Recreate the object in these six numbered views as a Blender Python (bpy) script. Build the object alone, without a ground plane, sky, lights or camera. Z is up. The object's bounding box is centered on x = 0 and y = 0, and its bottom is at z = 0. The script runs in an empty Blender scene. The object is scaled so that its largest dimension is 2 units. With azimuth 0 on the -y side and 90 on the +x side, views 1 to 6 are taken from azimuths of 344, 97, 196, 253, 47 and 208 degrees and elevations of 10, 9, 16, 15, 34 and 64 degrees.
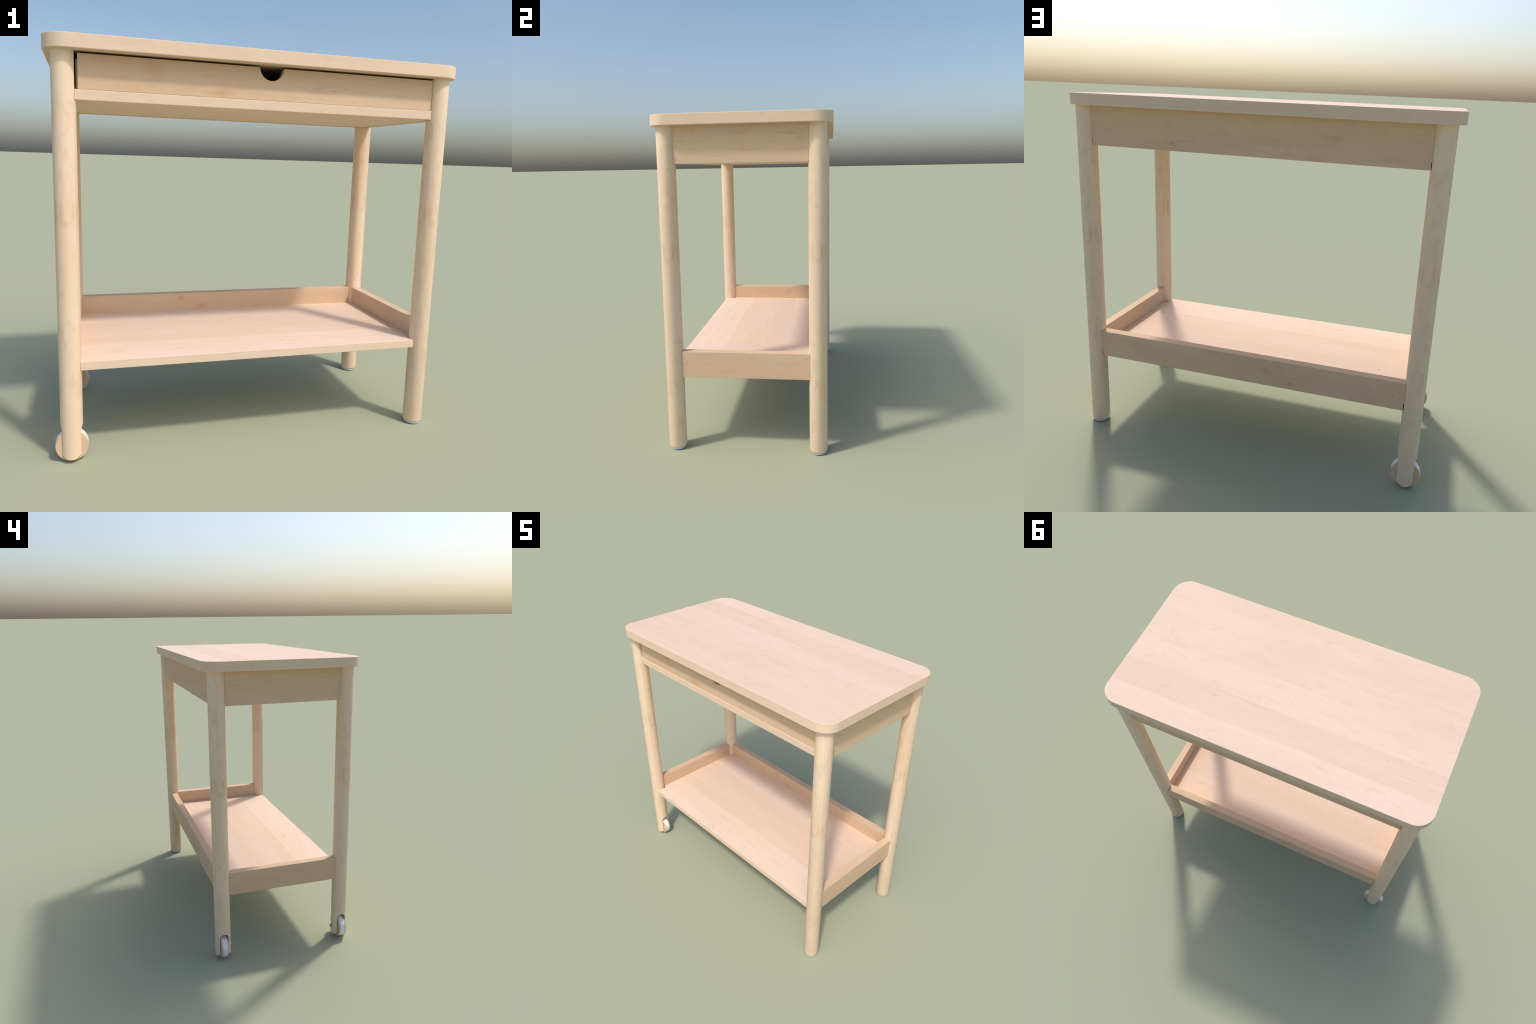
"""Birch serving trolley: rounded top, drawer, low shelf with rails, two wheels."""
import bpy, bmesh, math
from mathutils import Vector

# ------------------------------------------------------------------ sizes (m)
HALF_X, HALF_Y = 1.000, 0.4995          # table top half extents
TOP_Z, TOP_UNDER = 1.9231, 1.8640        # table top faces
CORNER_R = 0.105                        # plan radius of the top's corners
LEG_X, LEG_Y, LEG_R = 0.9155, 0.4154, 0.0511
RAIL_X, RAIL_Y = 0.940, 0.440           # outer faces of aprons and shelf rails
RAIL_T = 0.050                          # their thickness
END_X, END_Y = 0.8698, 0.3692            # where they butt against the legs
APRON_Z0 = 1.6592
RAIL_Z0, RAIL_Z1 = 0.442, 0.594
SHELF_Z0, SHELF_Z1, SHELF_FRONT = 0.4460, 0.4878, -0.4418
FLOOR_Z0, FLOOR_Z1, FLOOR_FRONT = 1.6610, 1.7055, -0.4385   # board under the drawer
WHEEL_R = 0.0761


# ------------------------------------------------------------- node utilities
class Nodes:
    def __init__(self, name):
        self.mat = bpy.data.materials.new(name)
        self.mat.use_nodes = True
        self.t = self.mat.node_tree
        self.bsdf = self.t.nodes["Principled BSDF"]

    def put(self, sock, v):
        if isinstance(v, bpy.types.NodeSocket):
            self.t.links.new(v, sock)
        elif v is not None:
            sock.default_value = v

    def node(self, kind, **props):
        n = self.t.nodes.new(kind)
        for k, v in props.items():
            setattr(n, k, v)
        return n

    def math(self, op, a, b=None, c=None, clamp=False):
        n = self.node("ShaderNodeMath", operation=op, use_clamp=clamp)
        for i, v in enumerate((a, b, c)):
            self.put(n.inputs[i], v)
        return n.outputs[0]

    def vmath(self, op, a, b=None):
        n = self.node("ShaderNodeVectorMath", operation=op)
        self.put(n.inputs[0], a)
        self.put(n.inputs[1], b)
        return n.outputs["Value" if op == "LENGTH" else "Vector"]

    def xyz(self, v):
        n = self.node("ShaderNodeSeparateXYZ")
        self.put(n.inputs[0], v)
        return n.outputs

    def vec(self, x, y, z):
        n = self.node("ShaderNodeCombineXYZ")
        for i, v in enumerate((x, y, z)):
            self.put(n.inputs[i], v)
        return n.outputs[0]

    def noise(self, v, scale=1.0, detail=2.0, rough=0.5, distort=0.0):
        n = self.node("ShaderNodeTexNoise", noise_dimensions="3D")
        self.put(n.inputs["Vector"], v)
        n.inputs["Scale"].default_value = scale
        n.inputs["Detail"].default_value = detail
        n.inputs["Roughness"].default_value = rough
        n.inputs["Distortion"].default_value = distort
        return n.outputs[0]

    def remap(self, v, a, b, c=0.0, d=1.0, kind="SMOOTHSTEP"):
        n = self.node("ShaderNodeMapRange", interpolation_type=kind)
        self.put(n.inputs[0], v)
        for i, x in enumerate((a, b, c, d)):
            n.inputs[i + 1].default_value = x
        return n.outputs[0]

    def mix(self, f, a, b, blend="MIX"):
        n = self.node("ShaderNodeMix", data_type="RGBA", blend_type=blend)
        self.put(n.inputs[0], f)
        for s, v in ((n.inputs[6], a), (n.inputs[7], b)):
            self.put(s, v if isinstance(v, bpy.types.NodeSocket) else (*v, 1.0))
        return n.outputs[2]


def srgb(r, g, b):
    f = lambda c: c / 12.92 if c <= 0.04045 else ((c + 0.055) / 1.055) ** 2.4
    return tuple(f(c / 255.0) for c in (r, g, b))


# plain tone and slightly deeper figure of each kind of board
VENEER = (srgb(234, 208, 187), srgb(229, 202, 178))   # table top and shelf faces
EDGING = (srgb(229, 203, 176), srgb(224, 196, 168))   # their solid edges, undersides
TURNED = (srgb(235, 210, 182), srgb(229, 201, 171))   # legs
DEEP = (srgb(217, 187, 155), srgb(210, 177, 144))     # aprons, rails, drawer front
TAN = srgb(196, 152, 104)       # blotches and heartwood
BROWN = srgb(112, 84, 58)       # pin knots and bark flecks


def birch(name, tones, grain="x", seed=0.0, staves=(), marks=(), blotches=(), around=False,
          figure=1.0):
    """Birch with the grain along one axis.

    staves:   (y where the stave ends, tint 0..1) from low y to high y
    marks:    (along, across, up, length, width, strength) small dark flecks
    blotches: same layout, soft tan patches
    around:   turned part, the figure repeats on its four sides
    """
    n = Nodes(name)
    tc = n.node("ShaderNodeTexCoord").outputs["Object"]
    x, y, z = n.xyz(tc)
    if around:                                   # unroll the turned leg
        a = n.math("ARCTAN2", y, x)
        q = n.math("SUBTRACT", n.math("MODULO", n.math("ADD", a, math.pi * 2.25), math.pi / 2),
                   math.pi / 4)
        u = n.math("MULTIPLY", q, LEG_R)
        p = n.vec(z, u, 0.0)                     # marks live on (height, arc)
        along, across, up = z, x, y
    elif grain == "x":
        along, across, up = x, y, z
        p = tc
    else:                                        # grain along y
        along, across, up = y, x, z
        p = n.vec(y, x, z)

    shift = seed
    tint = None
    if staves:                                   # glued-up strips of different trees
        tint = 0.0
        cut = 0.0
        last = staves[0][1]
        tint = n.math("ADD", last, 0.0)
        for (edge, _), (_, t) in zip(staves[:-1], staves[1:]):
            step = n.math("GREATER_THAN", y, edge)
            tint = n.math("MULTIPLY_ADD", step, t - last, tint)
            cut = n.math("ADD", cut, step)
            last = t
        shift = n.math("MULTIPLY_ADD", cut, 7.31, seed)

    g = n.vec(n.math("ADD", along, shift), n.math("ADD", across, shift), up)

    def stretched(along_f, across_f):
        return n.vmath("MULTIPLY", g, (along_f, across_f, across_f))

    pale_tone, warm_tone = tones
    darker = lambda f: tuple(c * k for c, k in zip(warm_tone, (1 - 0.55 * f, 1 - 0.8 * f, 1 - f)))
    lighter = lambda f: tuple(min(1.0, c * (1 + f)) for c in pale_tone)
    wavy = n.noise(stretched(1.1, 5.5), 1.0, 3.0, 0.55, 0.5)
    broad = n.remap(wavy, 0.30, 0.72)
    col = n.mix(n.math("MULTIPLY", broad, 0.85 * figure), pale_tone, warm_tone)
    if tint is not None:
        col = n.mix(tint, col, n.mix(1.0, col, (0.945, 0.912, 0.880), "MULTIPLY"))
    # fine streaks of the grain
    streak = n.noise(stretched(2.2, 110.0), 1.0, 3.0, 0.6)
    col = n.mix(n.math("MULTIPLY", n.remap(streak, 0.46, 0.76), 0.20), col, darker(0.17))
    pale = n.noise(stretched(1.6, 50.0), 1.0, 2.0, 0.5)
    col = n.mix(n.math("MULTIPLY", n.remap(pale, 0.50, 0.78), 0.30), col, lighter(0.06))
    # soft curly mottling of rotary-cut birch
    curl = n.noise(stretched(9.0, 22.0), 1.0, 2.0, 0.5, 1.0)
    col = n.mix(n.math("MULTIPLY", n.remap(curl, 0.50, 0.78), 0.50 * figure), col, darker(0.14))

    wob = n.noise(n.vmath("MULTIPLY", p, (30.0, 70.0, 70.0)), 1.0, 2.0, 0.6)
    for group, tone in ((blotches, TAN), (marks, BROWN)):
        for ca, cc, cu, ln, wd, s in group:
            d = n.vmath("SUBTRACT", p, (ca, cc, cu))
            big = 0.05 if (around or cu is None) else 0.035
            d = n.vmath("MULTIPLY", d, (1.0 / ln, 1.0 / wd, 0.0 if around else 1.0 / wd if cu and not staves else 1.0 / big))
            r = n.math("MULTIPLY_ADD", n.math("SUBTRACT", wob, 0.5), 0.9, n.vmath("LENGTH", d))
            col = n.mix(n.math("MULTIPLY", n.remap(r, 1.25, 0.0), s), col, tone)

    n.put(n.bsdf.inputs["Base Color"], col)
    n.bsdf.inputs["Roughness"].default_value = 0.78
    n.bsdf.inputs["Specular IOR Level"].default_value = 0.34
    b = n.node("ShaderNodeBump")
    b.inputs["Strength"].default_value = 0.06
    b.inputs["Distance"].default_value = 0.002
    n.put(b.inputs["Height"], streak)
    n.put(n.bsdf.inputs["Normal"], b.outputs[0])
    return n.mat


def plain(name, colour, rough, metal=0.0, grain=0.0):
    n = Nodes(name)
    tc = n.node("ShaderNodeTexCoord").outputs["Object"]
    f = n.noise(tc, 60.0, 2.0)
    n.put(n.bsdf.inputs["Base Color"], n.mix(n.math("MULTIPLY", f, grain), colour, tuple(c * 0.8 for c in colour)))
    n.bsdf.inputs["Roughness"].default_value = rough
    n.bsdf.inputs["Metallic"].default_value = metal
    return n.mat


# ------------------------------------------------------------- mesh utilities
def finish(bm, name, mat, angle=18):
    bmesh.ops.recalc_face_normals(bm, faces=bm.faces)
    me = bpy.data.meshes.new(name)
    bm.to_mesh(me)
    bm.free()
    for p in me.polygons:
        p.use_smooth = True
    me.set_sharp_from_angle(angle=math.radians(angle))
    me.materials.append(mat)
    return me


def edge_band(me, mat):
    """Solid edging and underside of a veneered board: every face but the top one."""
    me.materials.append(mat)
    for p in me.polygons:
        if p.normal.z < 0.9:
            p.material_index = 1
    return me


def place(me, name, parent, loc=(0, 0, 0), rot_z=0.0, scale=(1, 1, 1)):
    ob = bpy.data.objects.new(name, me)
    bpy.context.scene.collection.objects.link(ob)
    ob.parent = parent
    ob.location = loc
    ob.rotation_euler = (0, 0, rot_z)
    ob.scale = scale
    return ob


def prism(outline, lo, hi, axis="z", bevel=0.0, seg=2):
    """Extrude a closed outline along an axis; optionally round the rim edges."""
    bm = bmesh.new()
    pos = {"z": lambda a, b, h: (a, b, h), "y": lambda a, b, h: (a, h, b), "x": lambda a, b, h: (h, a, b)}[axis]
    v0 = [bm.verts.new(pos(a, b, lo)) for a, b in outline]
    v1 = [bm.verts.new(pos(a, b, hi)) for a, b in outline]
    c = len(outline)
    f0, f1 = bm.faces.new(v0[::-1]), bm.faces.new(v1)
    for i in range(c):
        bm.faces.new((v0[i], v0[(i + 1) % c], v1[(i + 1) % c], v1[i]))
    if bevel:
        rim = list({e for f in (f0, f1) for e in f.edges})
        sharp = []
        bm.normal_update()
        for e in bm.edges:
            if e not in rim and len(e.link_faces) == 2 and e.calc_face_angle() > 0.8:
                sharp.append(e)
        bmesh.ops.bevel(bm, geom=rim + sharp, offset=bevel, segments=seg, profile=0.5, affect="EDGES", clamp_overlap=True)
    return bm


def box(x0, x1, y0, y1, z0, z1, bevel=0.0014):
    return prism([(x0, y0), (x1, y0), (x1, y1), (x0, y1)], z0, z1, "z", bevel)


def lathe(profile, seg=72):
    """Revolve (radius, height) pairs round z."""
    bm = bmesh.new()
    rings = []
    for r, h in profile:
        if r == 0:
            rings.append([bm.verts.new((0, 0, h))])
        else:
            rings.append([bm.verts.new((r * math.cos(2 * math.pi * i / seg), r * math.sin(2 * math.pi * i / seg), h))
                          for i in range(seg)])
    for a, b in zip(rings[:-1], rings[1:]):
        for i in range(seg):
            j = (i + 1) % seg
            if len(a) == 1:
                bm.faces.new((a[0], b[j], b[i]))
            elif len(b) == 1:
                bm.faces.new((a[i], a[j], b[0]))
            else:
                bm.faces.new((a[i], a[j], b[j], b[i]))
    return bm


def upright(bm):
    """Turn a lathed part so its axis lies along y."""
    for v in bm.verts:
        v.co = Vector((v.co.x, v.co.z, v.co.y))
    return bm


def cut(me, cutters):
    """Subtract cutter meshes from a mesh and return the evaluated result."""
    ob = bpy.data.objects.new("work_piece", me)
    bpy.context.scene.collection.objects.link(ob)
    tools = []
    for bm in cutters:
        bmesh.ops.recalc_face_normals(bm, faces=bm.faces)
        t = bpy.data.meshes.new("cutter")
        bm.to_mesh(t)
        bm.free()
        o = bpy.data.objects.new("cutter", t)
        bpy.context.scene.collection.objects.link(o)
        m = ob.modifiers.new("cut", "BOOLEAN")
        m.operation, m.solver, m.object = "DIFFERENCE", "EXACT", o
        tools.append(o)
    bpy.context.view_layer.update()
    out = bpy.data.meshes.new_from_object(ob.evaluated_get(bpy.context.evaluated_depsgraph_get()))
    for o in tools + [ob]:
        d = o.data
        bpy.data.objects.remove(o)
        bpy.data.meshes.remove(d)
    for p in out.polygons:
        p.use_smooth = True
    out.set_sharp_from_angle(angle=math.radians(35))
    return out


def rounded_plan(hx, hy, r, seg=16):
    pts = []
    for cx, cy, a0 in ((hx - r, hy - r, 0), (-hx + r, hy - r, 90), (-hx + r, -hy + r, 180), (hx - r, -hy + r, 270)):
        for i in range(seg + 1):
            a = math.radians(a0 + 90 * i / seg)
            pts.append((cx + r * math.cos(a), cy + r * math.sin(a)))
    return pts


def notched_plan(front):
    """Board that fills the frame between the rails and runs out between the front legs."""
    wide, back = RAIL_X - RAIL_T + 0.002, RAIL_Y - RAIL_T + 0.002
    return [(-END_X, front), (END_X, front), (END_X, -END_Y), (wide, -END_Y), (wide, back), (-wide, back),
            (-wide, -END_Y), (-END_X, -END_Y)]


def long_board(x1, z0, z1, relief_z, relief=0.0035):
    """Board across the back; its ends are relieved a little low down, where the joint stays open."""
    a, b = relief_z
    pts = [(x1, z0), (x1, a), (x1 - relief, a), (x1 - relief, b), (x1, b), (x1, z1)]
    return prism(pts + [(-x, z) for x, z in pts[::-1]], RAIL_Y - RAIL_T, RAIL_Y, "y", 0.0010, 1)


# ------------------------------------------------------------------ materials
top_wood = birch(
    "birch_table_top", VENEER, "x", 1.7,
    staves=((-0.245, 0.45), (-0.035, 0.62), (0.167, 0.22), (0.350, 0.80), (1.0, 0.05)),
    marks=((0.262, -0.405, 1.923, 0.010, 0.006, 0.22), (0.047, -0.044, 1.923, 0.014, 0.006, 0.17),
           (0.671, 0.276, 1.923, 0.030, 0.0035, 0.19), (0.382, 0.215, 1.923, 0.022, 0.004, 0.25),
           (0.45, 0.222, 1.923, 0.07, 0.003, 0.14), (0.127, 0.185, 1.923, 0.06, 0.003, 0.19),
           (-0.669, 0.206, 1.923, 0.012, 0.007, 0.17), (-0.93, 0.276, 1.923, 0.04, 0.004, 0.17),
           (-0.80, 0.262, 1.923, 0.05, 0.004, 0.14)))
shelf_wood = birch(
    "birch_shelf", VENEER, "x", 4.2,
    staves=((-0.200, 0.0), (0.178, 1.0), (1.0, 0.40)),
    marks=((-0.703, 0.119, 0.488, 0.012, 0.007, 0.30), (-0.575, 0.046, 0.488, 0.012, 0.007, 0.24),
           (-0.695, -0.018, 0.488, 0.010, 0.006, 0.18), (-0.387, -0.335, 0.488, 0.015, 0.006, 0.30),
           (-0.387, -0.412, 0.488, 0.012, 0.006, 0.18), (-0.678, -0.324, 0.488, 0.010, 0.005, 0.18),
           (0.145, -0.315, 0.488, 0.012, 0.008, 0.30), (-0.276, 0.008, 0.488, 0.010, 0.006, 0.18),
           (-0.158, 0.012, 0.488, 0.010, 0.006, 0.18)))
leg_wood = birch(
    "birch_leg", TURNED, "z", 2.9, around=True, figure=1.15,
    marks=((0.577, -0.0145, 0, 0.026, 0.0028, 0.28), (0.405, 0.0160, 0, 0.036, 0.0030, 0.26),
           (0.276, 0.002, 0, 0.008, 0.0060, 0.14), (0.430, 0.0095, 0, 0.024, 0.0022, 0.20),
           (1.330, 0.006, 0, 0.022, 0.0022, 0.18), (0.90, -0.024, 0, 0.022, 0.0022, 0.12)),
    blotches=((1.182, -0.022, 0, 0.055, 0.013, 0.38), (1.130, -0.006, 0, 0.020, 0.028, 0.24),
              (1.175, 0.030, 0, 0.060, 0.011, 0.32), (1.430, 0.006, 0, 0.030, 0.020, 0.20),
              (0.655, 0.022, 0, 0.018, 0.010, 0.24), (0.645, -0.030, 0, 0.024, 0.012, 0.16),
              (1.330, -0.020, 0, 0.050, 0.010, 0.14), (1.560, 0.012, 0, 0.080, 0.008, 0.14)))
back_apron_wood = birch(
    "birch_back_apron", DEEP, "x", 6.1,
    marks=((0.413, 0.44, 1.697, 0.010, 0.006, 0.35), (0.422, 0.44, 1.704, 0.014, 0.003, 0.25),
           (0.395, 0.44, 1.704, 0.018, 0.0035, 0.35), (0.360, 0.44, 1.711, 0.028, 0.003, 0.32),
           (0.310, 0.44, 1.712, 0.036, 0.003, 0.24), (0.395, 0.44, 1.687, 0.014, 0.0035, 0.30),
           (0.372, 0.44, 1.677, 0.016, 0.0035, 0.28), (0.345, 0.44, 1.668, 0.022, 0.003, 0.22),
           (-0.370, 0.44, 1.783, 0.022, 0.003, 0.20), (0.0, 0.44, 1.69, 0.08, 0.0025, 0.12)),
    blotches=((-0.430, 0.44, 1.772, 0.060, 0.020, 0.35), (-0.334, 0.44, 1.670, 0.06, 0.014, 0.40),
              (-0.10, 0.44, 1.80, 0.10, 0.012, 0.20), (0.42, 0.44, 1.70, 0.05, 0.02, 0.25)))
side_apron_wood = birch(
    "birch_side_apron", DEEP, "y", 3.3,
    marks=((0.276, 0.94, 1.809, 0.028, 0.004, 0.34), (0.228, 0.94, 1.816, 0.040, 0.003, 0.24),
           (0.276, -0.94, 1.809, 0.028, 0.004, 0.34), (0.228, -0.94, 1.818, 0.040, 0.003, 0.24),
           (-0.036, 0.94, 1.788, 0.030, 0.003, 0.14), (-0.036, -0.94, 1.788, 0.030, 0.003, 0.14)),
    blotches=((-0.257, 0.94, 1.836, 0.030, 0.010, 0.30), (-0.257, -0.94, 1.836, 0.030, 0.010, 0.30)))
back_rail_wood = birch(
    "birch_back_rail", DEEP, "x", 9.4,
    marks=((-0.694, 0.44, 0.534, 0.012, 0.005, 0.35), (-0.811, 0.44, 0.520, 0.010, 0.006, 0.40)),
    blotches=((-0.133, 0.44, 0.529, 0.030, 0.028, 0.50), (-0.272, 0.44, 0.475, 0.024, 0.016, 0.65),
              (-0.276, 0.39, 0.564, 0.026, 0.018, 0.65), (-0.140, 0.39, 0.510, 0.026, 0.022, 0.50)))
side_rail_wood = birch(
    "birch_side_rail", DEEP, "y", 5.6,
    marks=tuple(m for s in (0.94, -0.94) for m in (
        (-0.253, s, 0.580, 0.035, 0.003, 0.22), (-0.106, s, 0.562, 0.020, 0.003, 0.15),
        (0.048, s, 0.570, 0.030, 0.003, 0.18), (0.352, s, 0.563, 0.018, 0.005, 0.28),
        (0.285, s, 0.533, 0.035, 0.003, 0.18))))
drawer_wood = birch(
    "birch_drawer", DEEP, "x", 8.0,
    marks=((0.325, -0.432, 1.769, 0.030, 0.004, 0.40), (0.150, -0.432, 1.775, 0.05, 0.003, 0.20),
           (-0.30, -0.432, 1.80, 0.05, 0.003, 0.20)),
    blotches=((-0.225, -0.432, 1.728, 0.075, 0.026, 0.60), (-0.540, -0.432, 1.815, 0.070, 0.040, 0.35),
              (-0.52, -0.432, 1.77, 0.05, 0.03, 0.25), (0.27, -0.432, 1.755, 0.06, 0.012, 0.20)))
edge_wood = birch("birch_edging", EDGING, "x", 20.5)
board_wood = birch("birch_board", EDGING, "x", 12.5)
wheel_wood = birch("birch_wheel", DEEP, "x", 15.5, figure=1.0)
white_rubber = plain("white_rubber", srgb(240, 240, 241), 0.35, 0.0, 0.1)
pad_plastic = plain("grey_plastic", srgb(196, 202, 208), 0.45, 0.0, 0.1)
steel = plain("zinc_steel", srgb(176, 180, 186), 0.28, 1.0, 0.2)
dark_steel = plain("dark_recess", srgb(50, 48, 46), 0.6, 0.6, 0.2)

# ------------------------------------------------------------------- the thing
trolley = bpy.data.objects.new("serving_trolley", None)
bpy.context.scene.collection.objects.link(trolley)
trolley["label"] = "pale birch serving trolley with drawer, shelf and two wheels"
trolley["category"] = "serving cart"

place(edge_band(finish(prism(rounded_plan(HALF_X, HALF_Y, CORNER_R), TOP_UNDER, TOP_Z, "z", 0.0022, 2), "table_top", top_wood),
                edge_wood), "table_top", trolley)

# legs: turned, with flat housings where boards butt against them ---------------
FLAT_X, FLAT_Y = 0.0452, LEG_Y - 0.3697          # distance of the flats from the leg's axis
pad_mesh = finish(lathe([(0, 0.0), (0.0405, 0.0), (0.0430, 0.0015), (0.0440, 0.004), (0.0440, 0.014), (0, 0.014)]),
                  "foot_pad", pad_plastic)

# fork for the wheel: slot with a rounded top, foot rounded about the axle
SLOT_W, SLOT_SPRING, SLOT_TOP = 0.0285, 0.148, 0.181
slot = [(-SLOT_W, -0.05), (SLOT_W, -0.05)] + [
    (SLOT_W * math.cos(a), SLOT_SPRING + (SLOT_TOP - SLOT_SPRING) * math.sin(a))
    for a in (math.pi * i / 20 for i in range(21))]
FOOT_R = 0.058
arc = [(FOOT_R * math.cos(a), WHEEL_R + FOOT_R * math.sin(a))
       for a in (math.radians(180 + 180 * i / 32) for i in range(33))]
under = [(-0.1, arc[0][1] - 0.012), (-0.1, -0.1), (0.1, -0.1), (0.1, arc[-1][1] - 0.012)]
foot = [p for p in arc if p[1] < arc[0][1] - 0.011]
below_foot = under + foot[::-1]


def leg_mesh(forked, back, inward):
    """inward: sign of local x towards the middle of the trolley; local +y is always inward."""
    if forked:
        profile = [(0, -0.02), (LEG_R, -0.02), (LEG_R, 1.868), (0, 1.868)]
    else:
        profile = [(0, 0.0125), (LEG_R - 0.0065, 0.0125), (LEG_R - 0.002, 0.0165), (LEG_R, 0.0215), (LEG_R, 1.868), (0, 1.868)]
    low = (RAIL_Z0 - 0.001, RAIL_Z1 + 0.0005) if back else (SHELF_Z0 - 0.001, SHELF_Z1 + 0.0004)
    high = (APRON_Z0 - 0.001, 1.900)
    x0, x1 = sorted((inward * FLAT_X, inward * 0.09))
    cutters = [box(x0, x1, -0.09, 0.09, *z, 0) for z in (low, high)]
    cutters += [box(-0.091, 0.091, FLAT_Y, 0.091, *z, 0)
                for z in ((RAIL_Z0 - 0.0012, RAIL_Z1 + 0.0006), (APRON_Z0 - 0.0012, 1.901))]
    if forked:
        cutters += [prism(slot, -0.08, 0.08, "x"), prism(below_foot, -0.08, 0.08, "y")]
    return cut(finish(lathe(profile, 96), "leg", leg_wood), cutters)


# wheel: two birch cheeks with a white tyre band between them, axle along y
TYRE_H, HALF_W = 0.0168, 0.0245
cheek = [(0, -HALF_W), (WHEEL_R - 0.0045, -HALF_W), (WHEEL_R - 0.0018, -HALF_W + 0.0015),
         (WHEEL_R - 0.0008, -TYRE_H), (WHEEL_R - 0.010, -TYRE_H), (WHEEL_R - 0.010, TYRE_H), (WHEEL_R - 0.0008, TYRE_H),
         (WHEEL_R - 0.0018, HALF_W - 0.0015), (WHEEL_R - 0.0045, HALF_W), (0, HALF_W)]
wheel_mesh = finish(upright(lathe(cheek)), "wheel", wheel_wood)
tyre = [(WHEEL_R - 0.012, -TYRE_H + 0.0004), (WHEEL_R - 0.0012, -TYRE_H + 0.0004), (WHEEL_R - 0.0002, -TYRE_H + 0.004),
        (WHEEL_R, 0), (WHEEL_R - 0.0002, TYRE_H - 0.004), (WHEEL_R - 0.0012, TYRE_H - 0.0004), (WHEEL_R - 0.012, TYRE_H - 0.0004)]
tyre_mesh = finish(upright(lathe(tyre)), "tyre", white_rubber)
# bolt: shaft through the fork, domed head with a washer on the inner side
bolt_mesh = finish(upright(lathe([(0, -0.045), (0.005, -0.045), (0.005, 0.044), (0.0145, 0.044), (0.0145, 0.0535),
                                  (0.0125, 0.0535), (0.0122, 0.0585), (0.0095, 0.0615), (0.0055, 0.0622),
                                  (0.0055, 0.0585), (0, 0.0585)], 24)), "axle_bolt", steel)
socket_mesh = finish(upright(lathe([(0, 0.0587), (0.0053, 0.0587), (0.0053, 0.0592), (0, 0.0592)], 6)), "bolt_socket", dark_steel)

for sx in (1, -1):
    for sy in (-1, 1):
        leg = place(leg_mesh(sx < 0, sy > 0, -sx), "leg", trolley, (sx * LEG_X, sy * LEG_Y, 0), 0, (1, -sy, 1))
        if sx > 0:
            place(pad_mesh, "foot_pad", leg)
        else:
            w = place(wheel_mesh, "wheel", trolley, (-LEG_X, sy * LEG_Y, WHEEL_R), 0, (1, -sy, 1))
            place(tyre_mesh, "tyre", w)
            place(bolt_mesh, "axle_bolt", w)
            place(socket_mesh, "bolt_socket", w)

# frame round the drawer ------------------------------------------------------
place(finish(long_board(END_X, APRON_Z0, 1.8662, (1.667, 1.694)), "apron", back_apron_wood), "apron", trolley)
for s in (1, -1):
    a, b = sorted((s * RAIL_X, s * (RAIL_X - RAIL_T)))
    place(finish(box(a, b, -END_Y - 0.0005, END_Y + 0.0005, APRON_Z0, 1.8664), "apron", side_apron_wood), "apron", trolley)
place(finish(prism(notched_plan(FLOOR_FRONT), FLOOR_Z0, FLOOR_Z1, "z", 0.0022), "drawer_floor", board_wood),
      "drawer_support", trolley)

# drawer: pushed a little to the right, a half-round finger notch in its front ----
DR_X0, DR_X1, DR_Y, DR_T = -0.8565, 0.8692, -0.4320, 0.036
DR_Z0, DR_Z1 = 1.7068, 1.8548
N_X, N_R, LIP = 0.0115, 0.0585, 0.005
notch = [(N_X + N_R + LIP * 0.4, DR_Z1)] + [
    (N_X + N_R * math.cos(a), DR_Z1 + N_R * math.sin(a)) for a in (math.radians(-6 - 168 * i / 28) for i in range(29))
] + [(N_X - N_R - LIP * 0.4, DR_Z1)]
front = [(DR_X0, DR_Z0), (DR_X1, DR_Z0), (DR_X1, DR_Z1)] + notch + [(DR_X0, DR_Z1)]
drawer = place(finish(prism(front, DR_Y, DR_Y + DR_T, "y", 0.0012, 1), "drawer_front", drawer_wood), "drawer", trolley)
back_of_front = DR_Y + DR_T - 0.001
for x0, x1 in ((-0.8650, -0.838), (0.838, 0.8610)):
    place(finish(box(x0, x1, back_of_front, 0.34, 1.712, 1.835), "drawer_side", board_wood), "drawer_side", drawer)
place(finish(box(-0.839, 0.839, 0.318, 0.338, 1.714, 1.830), "drawer_back", board_wood), "drawer_back", drawer)
place(finish(box(-0.839, 0.839, back_of_front, 0.32, 1.716, 1.728), "drawer_bottom", board_wood), "drawer_bottom", drawer)

# lower shelf and its rails -----------------------------------------------------
place(edge_band(finish(prism(notched_plan(SHELF_FRONT), SHELF_Z0, SHELF_Z1, "z", 0.0018), "shelf", shelf_wood), edge_wood), "shelf", trolley)
place(finish(long_board(END_X, RAIL_Z0, RAIL_Z1, (0.448, 0.480)), "shelf_rail", back_rail_wood), "shelf_rail", trolley)
for s in (1, -1):
    a, b = sorted((s * RAIL_X, s * (RAIL_X - RAIL_T)))
    place(finish(box(a, b, -END_Y, END_Y, RAIL_Z0, RAIL_Z1), "shelf_rail", side_rail_wood), "shelf_rail", trolley)
